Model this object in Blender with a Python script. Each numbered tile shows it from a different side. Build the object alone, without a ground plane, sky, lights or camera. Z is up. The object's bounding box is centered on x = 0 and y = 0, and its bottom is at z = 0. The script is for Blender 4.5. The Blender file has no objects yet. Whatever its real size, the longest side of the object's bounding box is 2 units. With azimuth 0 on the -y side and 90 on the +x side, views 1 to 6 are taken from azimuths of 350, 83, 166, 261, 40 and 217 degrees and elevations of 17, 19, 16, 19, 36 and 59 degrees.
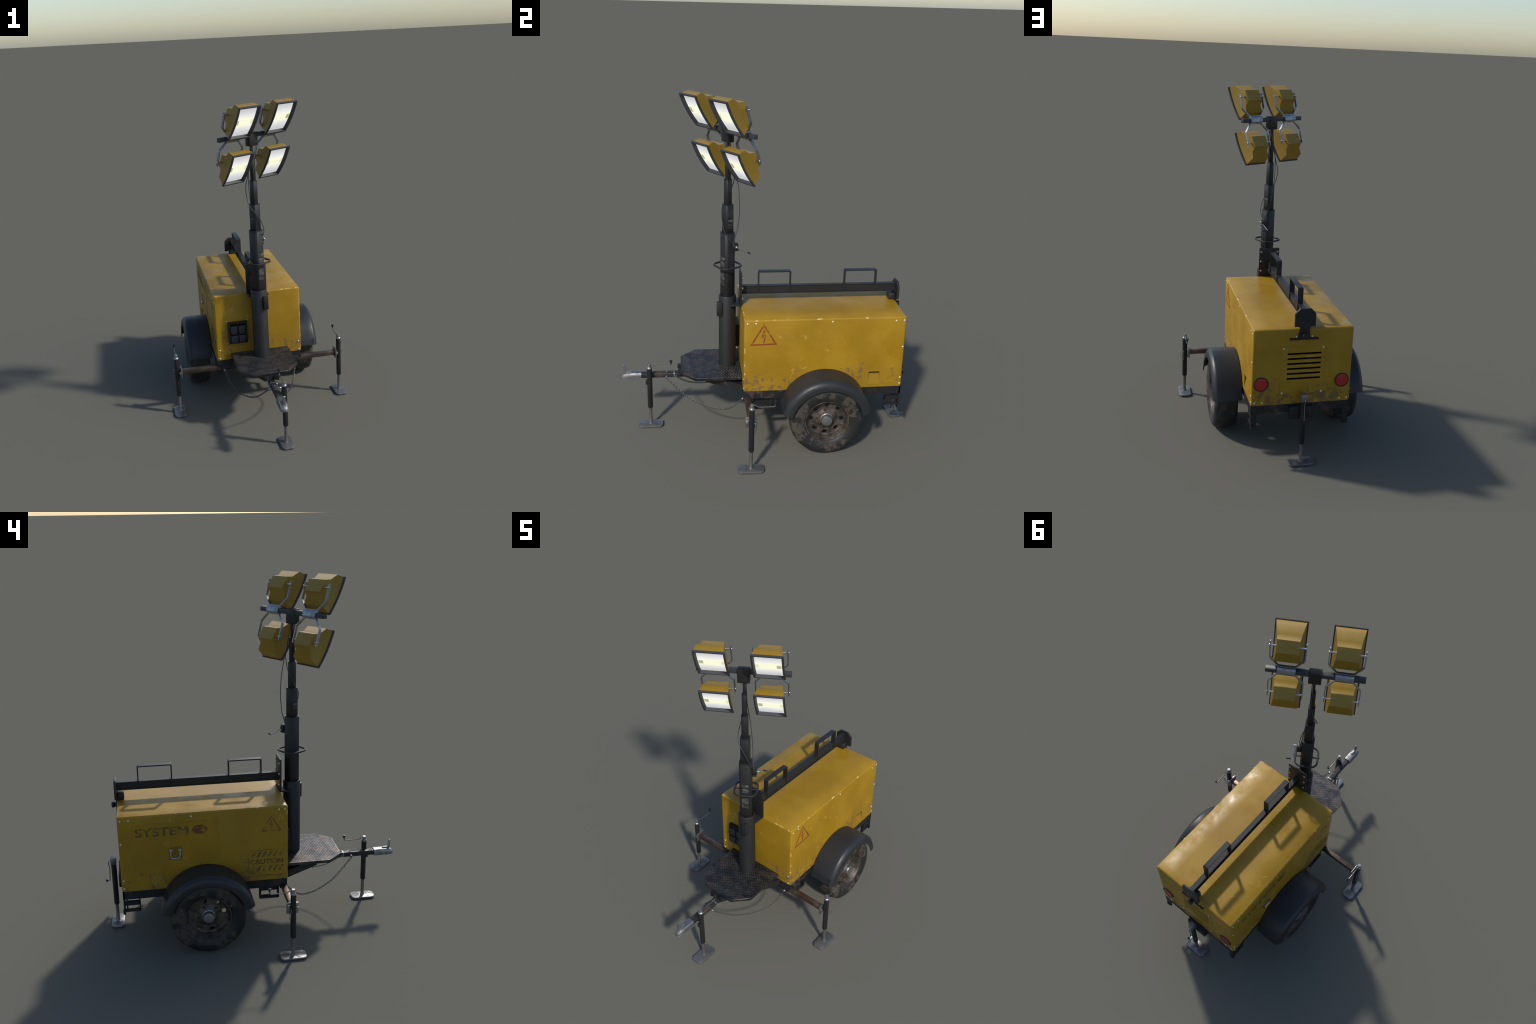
import bpy, bmesh, math, random
from mathutils import Vector, Matrix, noise as mnoise

random.seed(7)
SC = bpy.context.scene.collection

# ------------------------------------------------------------------ materials
class NT:
    """small helper around a node tree"""
    def __init__(s, name):
        s.m = bpy.data.materials.new(name)
        s.m.use_nodes = True
        s.t = s.m.node_tree
        s.n = s.t.nodes
        s.b = s.n["Principled BSDF"]
        s.tc = s.n.new("ShaderNodeTexCoord")
        s.obj = s.tc.outputs["Object"]
    def link(s, a, b): s.t.links.new(a, b)
    def put(s, sock, v):
        if isinstance(v, bpy.types.NodeSocket): s.link(v, sock)
        else: sock.default_value = v
    def noise(s, scale, detail=6, rough=.6, vec=None, dist=0.0, off=0.0, stretch=None):
        nd = s.n.new("ShaderNodeTexNoise")
        nd.inputs["Scale"].default_value = scale
        nd.inputs["Detail"].default_value = detail
        nd.inputs["Roughness"].default_value = rough
        nd.inputs["Distortion"].default_value = dist
        mp = s.n.new("ShaderNodeMapping")
        mp.inputs["Location"].default_value = (off, off * .7, off * 1.3)
        if stretch: mp.inputs["Scale"].default_value = stretch
        s.link(vec or s.obj, mp.inputs["Vector"])
        s.link(mp.outputs[0], nd.inputs["Vector"])
        return nd.outputs["Fac"]
    def voronoi(s, scale, off=0.0):
        nd = s.n.new("ShaderNodeTexVoronoi")
        nd.inputs["Scale"].default_value = scale
        mp = s.n.new("ShaderNodeMapping")
        mp.inputs["Location"].default_value = (off, off, off)
        s.link(s.obj, mp.inputs["Vector"]); s.link(mp.outputs[0], nd.inputs["Vector"])
        return nd.outputs["Distance"]
    def math(s, op, a, b=0.0, c=0.0, clamp=False):
        nd = s.n.new("ShaderNodeMath"); nd.operation = op; nd.use_clamp = clamp
        s.put(nd.inputs[0], a); s.put(nd.inputs[1], b); s.put(nd.inputs[2], c)
        return nd.outputs[0]
    def step(s, v, lo, hi, a=0.0, b=1.0):
        nd = s.n.new("ShaderNodeMapRange"); nd.interpolation_type = 'SMOOTHSTEP'
        s.put(nd.inputs["Value"], v)
        nd.inputs["From Min"].default_value = lo; nd.inputs["From Max"].default_value = hi
        nd.inputs["To Min"].default_value = a; nd.inputs["To Max"].default_value = b
        return nd.outputs["Result"]
    def xyz(s, vec=None):
        nd = s.n.new("ShaderNodeSeparateXYZ"); s.link(vec or s.obj, nd.inputs[0])
        return nd.outputs
    def mix(s, f, a, b):
        nd = s.n.new("ShaderNodeMix"); nd.data_type = 'RGBA'
        s.put(nd.inputs["Factor"], f)
        for sock, v in ((nd.inputs[6], a), (nd.inputs[7], b)):
            if isinstance(v, bpy.types.NodeSocket): s.link(v, sock)
            else: sock.default_value = (*v, 1)
        return nd.outputs[2]
    def mixf(s, f, a, b):
        nd = s.n.new("ShaderNodeMix"); nd.data_type = 'FLOAT'
        s.put(nd.inputs[0], f); s.put(nd.inputs[2], a); s.put(nd.inputs[3], b)
        return nd.outputs[0]
    def bump(s, h, dist=.001, strength=.5):
        nd = s.n.new("ShaderNodeBump")
        nd.inputs["Strength"].default_value = strength
        nd.inputs["Distance"].default_value = dist
        s.link(h, nd.inputs["Height"]); s.link(nd.outputs[0], s.b.inputs["Normal"])
    def out(s, col=None, rough=None, metal=None, spec=None):
        if col is not None:
            s.put(s.b.inputs["Base Color"], col if isinstance(col, bpy.types.NodeSocket) else (*col, 1))
        if rough is not None: s.put(s.b.inputs["Roughness"], rough)
        if metal is not None: s.put(s.b.inputs["Metallic"], metal)
        if spec is not None: s.put(s.b.inputs["Specular IOR Level"], spec)
        return s.m

YEL = (.46, .245, .010)
RUST = (.155, .085, .055)
MUD = (.16, .115, .08)

def mat_yellow(name, dirt=True, wear=True):
    t = NT(name)
    x, y, z = t.xyz()
    # sun-bleached and slightly darker patches of the paint
    tone = t.noise(3.2, 4, .55)
    col = t.mix(t.step(tone, .35, .68), (.270, .150, .006), (.335, .191, .010))
    fine = t.noise(60, 3, .6, off=3)
    col = t.mix(t.step(fine, .3, .8, 0, .10), col, (.22, .12, .010))
    # small pale scuffs
    sc = t.math('MULTIPLY', t.step(t.noise(20, 5, .62, off=9, dist=.8), 0.62, .68), t.step(t.noise(4.5, 2, .5, off=21), .48, .60))
    col = t.mix(t.math('MULTIPLY', sc, .55), col, (.46, .31, .05))
    rough = t.mixf(t.step(t.noise(7, 5, .65, off=5), .3, .7), .30, .58)
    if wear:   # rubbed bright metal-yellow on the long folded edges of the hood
        dx = t.math('SUBTRACT', .28, t.math('ABSOLUTE', x))
        dz = t.math('SUBTRACT', .789, z)
        df = t.math('SUBTRACT', y, -.151)
        e1 = t.math('MAXIMUM', dx, dz); e2 = t.math('MAXIMUM', df, dz); e3 = t.math('MAXIMUM', dx, df)
        e = t.math('MINIMUM', t.math('MINIMUM', e1, e2), e3)
        n = t.noise(26, 4, .7, off=2)
        edge = t.math('SUBTRACT', t.math('MULTIPLY', t.step(n, .48, .66), .009), e)
        col = t.mix(t.step(edge, .000, .004, 0, .8), col, (.66, .50, .14))
    if dirt:   # rust-brown splashes that gather along the lower edge of the panels
        n1 = t.noise(27, 7, .66, off=1.5, dist=.3)
        n2 = t.noise(5, 3, .5, off=7)
        low = t.step(z, .34, .56, 1, 0)
        thr = t.math('ADD', t.math('MULTIPLY', low, .135), t.math('MULTIPLY', t.math('SUBTRACT', n2, .5), .42))
        m = t.step(t.math('ADD', n1, thr), 0.655, .73)
        m = t.math('MULTIPLY', m, t.step(z, .52, .60, 1, .25))
        col = t.mix(t.math('MULTIPLY', m, .72), col, t.mix(t.noise(90, 3), (.055, .042, .030), (.18, .105, .05)))
        rough = t.mixf(m, rough, .8)
    return t.out(col, rough, 0, .38)

def mat_black(name, col=(.0165, .0165, .0175), rough=.44, dirt=.0, dcol=MUD):
    t = NT(name)
    n = t.noise(9, 5, .6)
    c = t.mix(n, tuple(v * .8 for v in col), tuple(v * 1.25 for v in col))
    r = t.mixf(t.noise(24, 4, .6, off=4), rough - .08, rough + .12)
    if dirt:
        m = t.step(t.noise(13, 7, .66, off=2.5, dist=.3), .60 - dirt * .2, .70 - dirt * .15)
        c = t.mix(t.math('MULTIPLY', m, .75), c, t.mix(t.noise(50, 3), tuple(v * .55 for v in dcol), dcol))
        r = t.mixf(m, r, .85)
    return t.out(c, r, 0, .36)

def mat_steel(name, col=(.34, .335, .33), rough=.38, metal=.9, grime=.5):
    t = NT(name)
    n = t.noise(28, 6, .65)
    m = t.step(n, .42, .66)
    c = t.mix(t.math('MULTIPLY', m, grime), col, tuple(v * .33 for v in col))
    r = t.mixf(m, rough, rough + .25)
    return t.out(c, r, metal, .5)

M_YEL = mat_yellow("yellow_paint")
M_LAMP = (lambda t: t.out(t.mix(t.step(t.noise(9, 4, .6), .35, .7), (.255, .150, .010), (.295, .176, .014)), .42, 0, .45))(NT("lamp_yellow_paint"))
M_BLK = mat_black("black_paint")
M_MAST = mat_black("mast_paint", (.0145, .0147, .0150), .45)
M_FRAME = mat_black("chassis_paint", (.014, .014, .015), .5, .35, (.10, .06, .045))
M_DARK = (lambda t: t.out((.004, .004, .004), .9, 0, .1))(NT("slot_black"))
M_BEZEL = mat_black("bezel_paint", (.036, .038, .044), .45)
M_RUBBER = mat_black("fender_plastic", (.020, .021, .023), .40)
M_STEEL = mat_steel("worn_steel")
M_CHROME = mat_steel("bright_steel", (.55, .55, .54), .24, 1, .25)
M_ROD = mat_steel("jack_rod_steel", (.22, .20, .18), .42, .8, .4)
M_BRACKET = mat_steel("zinc_bracket", (.30, .32, .34), .36, .95, .25)
M_CABLE = mat_black("cable_sheath", (.035, .036, .042), .45)
M_SCREW = (lambda t: t.out((.62, .60, .42), .45, .1, .5))(NT("screw_head"))
M_BRASS = mat_steel("bolt_zinc", (.52, .45, .32), .3, .9, .2)
M_RED = (lambda t: t.out(t.mix(t.noise(30), (.30, .012, .010), (.42, .022, .016)), .3, 0, .5))(NT("tail_light_red"))
M_SOCKET = mat_black("socket_plastic", (.030, .032, .036), .38)

def mat_rusty_arm():
    t = NT("rusty_arm_steel")
    n = t.noise(14, 6, .65, stretch=(.5, 1, 1))
    c = t.mix(t.step(n, .35, .7), (.070, .050, .040), (.19, .13, .10))
    c = t.mix(t.step(t.noise(7, 5, .6, off=6), .56, .66, 0, .8), c, (.15, .068, .02))
    return t.out(c, t.mixf(n, .30, .5), .7, .5)
M_ARM = mat_rusty_arm()

def mat_tyre():
    t = NT("muddy_tyre_rubber")
    n = t.noise(30, 8, .70, dist=.4); big = t.noise(9, 3, .5, off=4)
    m = t.step(t.math('ADD', n, t.math('MULTIPLY', t.math('SUBTRACT', big, .5), 1.1)), .54, .68)
    c = t.mix(t.math('MULTIPLY', m, .8), (.016, .016, .016), t.mix(t.noise(60, 4), (.035, .029, .024), (.105, .083, .064)))
    t.bump(n, .002, .3)
    return t.out(c, t.mixf(m, .5, .9), 0, .4)
M_TYRE = mat_tyre()

def mat_rim():
    t = NT("rusted_wheel_steel")
    n = t.noise(22, 7, .68, dist=.4); big = t.noise(8, 4, .55, off=3)
    c = t.mix(t.step(n, .35, .68), (.030, .025, .021), (.118, .092, .073))
    c = t.mix(t.step(big, .56, .68, 0, .55), c, (.16, .15, .14))
    c = t.mix(t.step(t.noise(11, 5, .6, off=8), .58, .66, 0, .5), c, (.13, .08, .04))
    t.bump(n, .002, .4)
    return t.out(c, t.mixf(n, .35, .65), .35, .5)
M_RIM = mat_rim()

def mat_tread_plate():
    t = NT("tread_plate_steel")
    n = t.noise(13, 7, .66, dist=.4)
    big = t.noise(10, 4, .55, off=11)
    c = t.mix(t.step(n, .40, .68), (.045, .045, .048), (.125, .122, .119))
    c = t.mix(t.step(t.math('ADD', n, t.math('MULTIPLY', t.math('SUBTRACT', big, .5), 1.0)), 0.51, .64, 0, .85), c,
              t.mix(t.noise(40, 4), (.05, .040, .034), (.15, .112, .092)))
    return t.out(c, t.mixf(n, .33, .52), .85, .5)
M_TREAD = mat_tread_plate()

def mat_glass():
    """lit floodlight window: warm tube band in the middle, white reflector above and below"""
    t = NT("lit_lamp_glass")
    x, y, z = t.xyz()
    a = t.math('ABSOLUTE', t.math('ADD', z, -.002))
    band = t.step(a, .018, .042, 1, 0)
    wob = t.noise(18, 3, .5)
    white = t.mix(t.step(a, .03, .085), (.88, .87, .87), (.60, .605, .60))
    white = t.mix(t.step(wob, .45, .7, 0, .25), white, (.62, .62, .64))
    col = t.mix(band, white, (1.0, 1.0, .75))
    # the dark sockets at both ends of the tube
    b1 = t.math('MULTIPLY', t.step(x, -.045, -.039, 1, 0), t.step(t.math('ABSOLUTE', z), .012, .019, 1, 0))
    b2 = t.math('MULTIPLY', t.step(x, .047, .054, 0, .35), t.step(t.math('ABSOLUTE', z), .012, .019, 1, 0))
    b3 = t.step(x, -.066, -.058, .6, 1)
    col = t.mix(t.math('MULTIPLY', t.math('MAXIMUM', t.math('MULTIPLY', b1, b3), b2), .85), col, (.33, .33, .20))
    t.link(col, t.b.inputs["Emission Color"])
    t.b.inputs["Emission Strength"].default_value = .93
    return t.out((.06, .06, .06), .25, 0, .3)
M_GLASS = mat_glass()

def mat_stencil(name, ink, fade=.5, off=0.0):
    """sprayed ink, rubbed through to the yellow paint in grains"""
    t = NT(name)
    n = t.noise(42, 6, .7, off=off); big = t.noise(9, 4, .6, off=off + 2)
    m = t.step(t.math('ADD', n, t.math('MULTIPLY', t.math('SUBTRACT', big, .5), .7)), .36 + .2 * fade, .56 + .2 * fade, 1, 0)
    c = t.mix(t.math('MULTIPLY', m, .9), (.31, .174, .008), ink)
    return t.out(c, .5, 0, .4)
M_INK = mat_stencil("stencil_ink", (.080, .054, .018), .80, 1.7)
M_INKF = mat_stencil("faded_stencil_ink", (.075, .052, .024), .45, 5)
M_REDINK = mat_stencil("red_sign_ink", (.20, .034, .010), .9, 3)
M_MAROON = mat_stencil("maroon_sign_ink", (.13, .034, .014), .6, 6)

def mat_mast_label(name):
    t = NT(name)
    x, y, z = t.xyz()
    w = t.noise(1, 5, .7, stretch=(14, 14, 85))
    soft = t.noise(1, 3, .6, off=4, stretch=(40, 40, 25))
    m = t.math('MULTIPLY', t.step(w, .42, .66), t.step(soft, .30, .62))
    return t.out(t.mix(t.math('MULTIPLY', m, .75), (.0145, .0147, .0150), (.17, .17, .165)), .45, 0, .5)
M_LABEL = mat_mast_label("faded_label")

# ------------------------------------------------------------------ mesh helpers
def new_obj(name, me, parent=None, M=None):
    o = bpy.data.objects.new(name, me)
    SC.objects.link(o)
    if parent: o.parent = parent
    if M is not None: o.matrix_local = M
    return o

def finish(bm, name, mats, smooth=35):
    bmesh.ops.recalc_face_normals(bm, faces=bm.faces[:])
    me = bpy.data.meshes.new(name)
    bm.to_mesh(me); bm.free()
    for m in (mats if isinstance(mats, (list, tuple)) else [mats]): me.materials.append(m)
    if smooth:
        me.polygons.foreach_set("use_smooth", [True] * len(me.polygons))
        me.set_sharp_from_angle(angle=math.radians(smooth))
    return me

def bev(bm, w, seg=2, ang=30):
    es = [e for e in bm.edges if len(e.link_faces) == 2 and e.calc_face_angle(0) > math.radians(ang)]
    bmesh.ops.bevel(bm, geom=es, offset=w, segments=seg, affect='EDGES', profile=.5, clamp_overlap=True)

def add_box(bm, lo, hi):
    v = [bm.verts.new((x, y, z)) for x in (lo[0], hi[0]) for y in (lo[1], hi[1]) for z in (lo[2], hi[2])]
    for f in ((0, 1, 3, 2), (4, 6, 7, 5), (0, 4, 5, 1), (2, 3, 7, 6), (0, 2, 6, 4), (1, 5, 7, 3)):
        bm.faces.new([v[i] for i in f])
    return v

def box(lo, hi, bevel=.0, seg=2):
    bm = bmesh.new(); add_box(bm, lo, hi); bmesh.ops.recalc_face_normals(bm, faces=bm.faces[:])
    if bevel: bev(bm, bevel, seg)
    return bm

def add_prism(bm, poly, axis, a, b):
    """extrude the polygon (2D list) along an axis from a to b; 2D axes are the other two in order"""
    def P(p, t):
        return {'x': (t, p[0], p[1]), 'y': (p[0], t, p[1]), 'z': (p[0], p[1], t)}[axis]
    A = [bm.verts.new(P(p, a)) for p in poly]; B = [bm.verts.new(P(p, b)) for p in poly]
    n = len(poly)
    bm.faces.new(A[::-1]); bm.faces.new(B)
    for i in range(n): bm.faces.new((A[i], A[(i + 1) % n], B[(i + 1) % n], B[i]))

def prism(poly, axis, a, b, bevel=.0, seg=2):
    bm = bmesh.new(); add_prism(bm, poly, axis, a, b); bmesh.ops.recalc_face_normals(bm, faces=bm.faces[:])
    if bevel: bev(bm, bevel, seg)
    return bm

def add_lathe(bm, prof, seg=32, M=None, close=False):
    """prof: (radius, height) along local z"""
    rows = []
    for r, h in prof:
        if r < 1e-6: rows.append([bm.verts.new((0, 0, h))])
        else: rows.append([bm.verts.new((r * math.cos(2 * math.pi * i / seg), r * math.sin(2 * math.pi * i / seg), h)) for i in range(seg)])
    vs = [v for r in rows for v in r]
    pairs = list(zip(rows, rows[1:])) + ([(rows[-1], rows[0])] if close else [])
    for A, B in pairs:
        for i in range(seg):
            j = (i + 1) % seg
            f = [A[i % len(A)], A[j % len(A)], B[j % len(B)], B[i % len(B)]]
            u = []
            for q in f:
                if q not in u: u.append(q)
            if len(u) > 2: bm.faces.new(u)
    if M is not None: bmesh.ops.transform(bm, matrix=M, verts=vs)

def lathe(prof, seg=32, M=None, close=False):
    bm = bmesh.new(); add_lathe(bm, prof, seg, M, close); return bm

def cyl_prof(r, a, b, c=.0):
    return [(0, a), (r - c, a), (r, a + c), (r, b - c), (r - c, b), (0, b)] if c else [(0, a), (r, a), (r, b), (0, b)]

def smooth_path(pts, sub=6):
    P = [Vector(p) for p in pts]; out = []
    for i in range(len(P) - 1):
        p0 = P[max(i - 1, 0)]; p1 = P[i]; p2 = P[i + 1]; p3 = P[min(i + 2, len(P) - 1)]
        for k in range(sub):
            t = k / sub
            out.append(.5 * ((2 * p1) + (p2 - p0) * t + (2 * p0 - 5 * p1 + 4 * p2 - p3) * t * t + (3 * p1 - p0 - 3 * p2 + p3) * t ** 3))
    out.append(P[-1]); return out

def round_path(pts, r=.006, sub=4, closed=False):
    """polyline with filleted corners"""
    P = [Vector(p) for p in pts]; n = len(P); out = []
    for i in range(n):
        if not closed and i in (0, n - 1): out.append(P[i]); continue
        a, b, c = P[i - 1], P[i], P[(i + 1) % n]
        q = min(r, (a - b).length * .48, (c - b).length * .48)
        s = b + (a - b).normalized() * q; e = b + (c - b).normalized() * q
        for k in range(sub + 1):
            t = k / sub
            out.append(s * (1 - t) ** 2 + b * 2 * t * (1 - t) + e * t * t)
    return out

def add_tube(bm, path, rad, seg=8, closed=False, section=None, up=None):
    """sweep a circle (or a 2D section list) along a path"""
    P = [Vector(p) for p in path]; n = len(P)
    rads = rad if isinstance(rad, (list, tuple)) else [rad] * n
    T = []
    for i in range(n):
        a = P[i - 1] if (i or closed) else P[i]; b = P[(i + 1) % n] if (i < n - 1 or closed) else P[i]
        T.append((b - a).normalized())
    nrm = Vector(up) if up else (Vector((0, 0, 1)) if abs(T[0].z) < .9 else Vector((1, 0, 0)))
    rings = []
    for i in range(n):
        nrm = (Vector(up) if up else nrm)
        nrm = (nrm - T[i] * nrm.dot(T[i])).normalized(); bi = T[i].cross(nrm)
        if section: ring = [bm.verts.new(P[i] + bi * u + nrm * v) for u, v in section]
        else: ring = [bm.verts.new(P[i] + (bi * math.cos(2 * math.pi * k / seg) + nrm * math.sin(2 * math.pi * k / seg)) * rads[i]) for k in range(seg)]
        rings.append(ring)
    m = len(rings[0])
    for i in range(n if closed else n - 1):
        A, B = rings[i], rings[(i + 1) % n]
        for k in range(m): bm.faces.new((A[k], A[(k + 1) % m], B[(k + 1) % m], B[k]))
    if not closed:
        bm.faces.new(rings[0][::-1]); bm.faces.new(rings[-1])

def tube(path, rad, **k):
    bm = bmesh.new(); add_tube(bm, path, rad, **k); return bm

def put(name, bm, mat, parent, M=None, smooth=35):
    return new_obj(name, finish(bm, name, mat, smooth), parent, M)

def sphere_prof(r, n=8, a0=-90, a1=90):
    out = []
    for i in range(n + 1):
        a = math.radians(a0 + (a1 - a0) * i / n)
        c = r * math.cos(a); out.append((c if c > 1e-6 else 0, r * math.sin(a)))
    return out

def boolean(o, bm, mat, name="cut"):
    c = new_obj(name, finish(bm, name, mat, 0))
    md = o.modifiers.new("cut", 'BOOLEAN'); md.object = c; md.operation = 'DIFFERENCE'; md.solver = 'EXACT'
    if mat.name not in o.data.materials: o.data.materials.append(mat)
    md.material_mode = 'TRANSFER'
    dg = bpy.context.evaluated_depsgraph_get()
    me = bpy.data.meshes.new_from_object(o.evaluated_get(dg))
    o.modifiers.clear(); old = o.data; o.data = me
    bpy.data.objects.remove(c)
    me.polygons.foreach_set("use_smooth", [True] * len(me.polygons))
    me.set_sharp_from_angle(angle=math.radians(35))

def rotx(d): return Matrix.Rotation(math.radians(d), 4, 'X')
def roty(d): return Matrix.Rotation(math.radians(d), 4, 'Y')
def rotz(d): return Matrix.Rotation(math.radians(d), 4, 'Z')
def tr(*p): return Matrix.Translation(Vector(p))

# ------------------------------------------------------------------ the thing
root = bpy.data.objects.new("light_tower_trailer", None)
SC.objects.link(root)
root["label"] = "yellow mobile light tower trailer with four lit floodlights"
root["category"] = "light tower"

# ---- enclosure -------------------------------------------------------------
BX, BY0, BY1, BZ0, BZ1 = .28, -.152, .773, .346, .789
bm = box((-BX, BY0, BZ0), (BX, BY1, BZ1))
topcorner = [e for e in bm.edges if all(v.co.z > .7 for v in e.verts) or abs(e.verts[0].co.z - e.verts[1].co.z) > .1]
bmesh.ops.bevel(bm, geom=topcorner, offset=.011, segments=4, affect='EDGES', profile=.5)
for px_ in (-.24, -.21, -.17, 0, .17, .21, .24):
    bmesh.ops.bisect_plane(bm, geom=bm.verts[:] + bm.edges[:] + bm.faces[:], plane_co=(px_, 0, 0), plane_no=(1, 0, 0))
for py_ in (-.10, .72):
    bmesh.ops.bisect_plane(bm, geom=bm.verts[:] + bm.edges[:] + bm.faces[:], plane_co=(0, py_, 0), plane_no=(0, 1, 0))
enclosure = put("enclosure", bm, M_YEL, root)
cut = bmesh.new()
for i in range(6):          # louvre slots in the back wall
    z = .6435 - i * .0293
    for a in (0,):
        pts = []
        for k in range(7): pts.append((.083 + 0.0052 * math.cos(math.radians(-90 + 30 * k)), z + 0.0052 * math.sin(math.radians(-90 + 30 * k))))
        for k in range(7): pts.append((-.097 + 0.0052 * math.cos(math.radians(90 + 30 * k)), z + 0.0052 * math.sin(math.radians(90 + 30 * k))))
        add_prism(cut, pts, 'y', .73, .80)
add_prism(cut, [(-.08, .7275), (.08, .7275), (.08, .7355), (-.08, .7355)], 'y', .765, .80)
bmesh.ops.recalc_face_normals(cut, faces=cut.faces[:])
boolean(enclosure, cut, M_DARK)
boolean(enclosure, box((-.115, .715, .465), (.10, .766, .675)), M_DARK)     # hollow engine bay behind the louvres
# pressed pockets low on both sides: deep at the top, running out towards the sill
for s in (1, -1):
    cut = bmesh.new()
    ya, yb = (.572, .637) if s > 0 else (.540, .617)
    v = [cut.verts.new(p) for p in ((s * .267, ya, .443), (s * .267, yb, .443), (s * .2795, yb, .366), (s * .2795, ya, .366),
                                    (s * .29, ya, .443), (s * .29, yb, .443), (s * .29, yb, .366), (s * .29, ya, .366))]
    for f in ((0, 1, 2, 3), (4, 5, 6, 7), (0, 1, 5, 4), (1, 2, 6, 5), (2, 3, 7, 6), (3, 0, 4, 7)): cut.faces.new([v[i] for i in f])
    bmesh.ops.recalc_face_normals(cut, faces=cut.faces[:])
    boolean(enclosure, cut, M_YEL)

def soft_hood(me):
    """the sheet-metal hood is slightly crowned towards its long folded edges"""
    me.update(); cn = [Vector(c.vector) for c in me.corner_normals]
    for p in me.polygons:
        if p.normal.z < .995 or p.center.z < .78: continue
        for li in p.loop_indices:
            v = me.vertices[me.loops[li].vertex_index].co
            k = min(1, max(0, (abs(v.x) - .17) / .11)); a = math.radians(20) * k * math.copysign(1, v.x)
            b = math.radians(10) * (min(1, max(0, (-.10 - v.y) / .05)) * -1 + min(1, max(0, (v.y - .72) / .05)))
            cn[li] = Vector((math.sin(a), math.sin(b), math.cos(a))).normalized()
    me.normals_split_custom_set([tuple(n) for n in cn])
soft_hood(enclosure.data)

put("vent_slot_dark_bar", box((.262, .574, .4405), (.2802, .634, .4455)), M_DARK, enclosure)  # solid black bar standing in for the thin slot opening above the pocket

# rear louvre panel: a thin sheet with the same slots left open
bm = bmesh.new()
zs = [.6435 - i * .0293 for i in range(6)]
edges = [.400] + sorted([z + d for z in zs for d in (-.0054, .0054)]) + [.687]
for a, b in zip(edges[::2], edges[1::2]): add_box(bm, (-.1015, .7731, a), (.0875, .7745, b))
add_box(bm, (.0875, .7731, .400), (.123, .7745, .687)); add_box(bm, (-.126, .7731, .400), (-.1015, .7745, .687))
rear_panel = put("louvre_panel", bm, M_YEL, enclosure, smooth=0)

# left access door with its pull handle
door = put("access_door", prism([(.238, .510), (.710, .510), (.710, .738), (.238, .738)], 'x', -.2801, -.2815, .0006, 1), M_YEL, enclosure)
def mat_seam():
    t = NT("worn_seam_paint")
    m = t.step(t.noise(30, 5, .7, off=8), .46, .60)
    return t.out(t.mix(t.math('MULTIPLY', m, .75), (.25, .14, .008), (.42, .28, .04)), .5, 0, .4)
M_SEAM = mat_seam()
bm = bmesh.new()
for (a, b) in (((.2365, .5085), (.7115, .5115)), ((.2365, .7365), (.7115, .7395)), ((.2365, .5115), (.2395, .7365)), ((.7085, .5115), (.7115, .7365))):
    add_box(bm, (-.2822, a[0], a[1]), (-.2805, b[0], b[1]))
put("door_seam", bm, M_SEAM, door, smooth=0)
bm = bmesh.new()
pts = [(-.287, .497, .577), (-.290, .497, .545), (-.290, .497, .531), (-.290, .489, .527), (-.290, .455, .527), (-.290, .447, .531), (-.290, .447, .545), (-.287, .447, .577)]
add_tube(bm, round_path(pts, .008), .0048, seg=10)
add_box(bm, (-.291, .487, .569), (-.2812, .505, .584)); add_box(bm, (-.291, .439, .569), (-.2812, .457, .584))
put("door_handle", bm, M_CHROME, door, tr(.004, 0, 0))
put("handle_recess_plate", prism([(.436, .520), (.508, .520), (.508, .590), (.500, .596), (.444, .596), (.436, .590)], 'x', -.2810, -.2826, .0006, 1),
    (lambda t: t.out(t.mix(t.noise(40), (.16, .088, .006), (.22, .12, .007)), .55, 0, .3))(NT("dark_yellow_paint")), door)  # raised plate in darker yellow, standing in for a recess behind the handle

# screws
sc_me = finish(lathe([(0, .0022), (.0030, .0020), (.0050, .0010), (.0056, 0), (.0056, -.001), (0, -.001)], 12), "screw", M_SCREW, 50)
S = []
for y, z in ((-.134, .768), (-.086, .768), (.346, .768), (.712, .765), (.760, .766), (.762, .600), (.761, .403), (.761, .364)): S.append(((BX, y, z), roty(90)))
for y, z in ((.713, .765), (.757, .765), (.379, .766), (-.102, .769), (-.135, .769), (.761, .630), (.760, .411), (.760, .363)): S.append(((-BX, y, z), roty(-90)))
for x, z in ((.043, .742), (-.044, .742), (.262, .362), (.220, .361), (-.221, .362), (-.263, .362)): S.append(((x, BY1, z), rotx(-90)))
for x, z in ((.1115, .676), (-.111, .676), (-.112, .412), (.111, .413)): S.append(((x, BY1 + .0015, z), rotx(-90)))
for x, z in ((-.258, .414), (-.260, .357), (.262, .415), (.264, .357)): S.append(((x, BY0, z), rotx(90)))
for p, R in S: new_obj("screw", sc_me, enclosure, tr(*p) @ R)
small = [(-.203, .607), (-.0725, .608), (-.203, .458), (-.0715, .457)]
for x, z in small: new_obj("screw", sc_me, enclosure, tr(x, BY0, z) @ rotx(90) @ Matrix.Scale(.7, 4))

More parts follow.
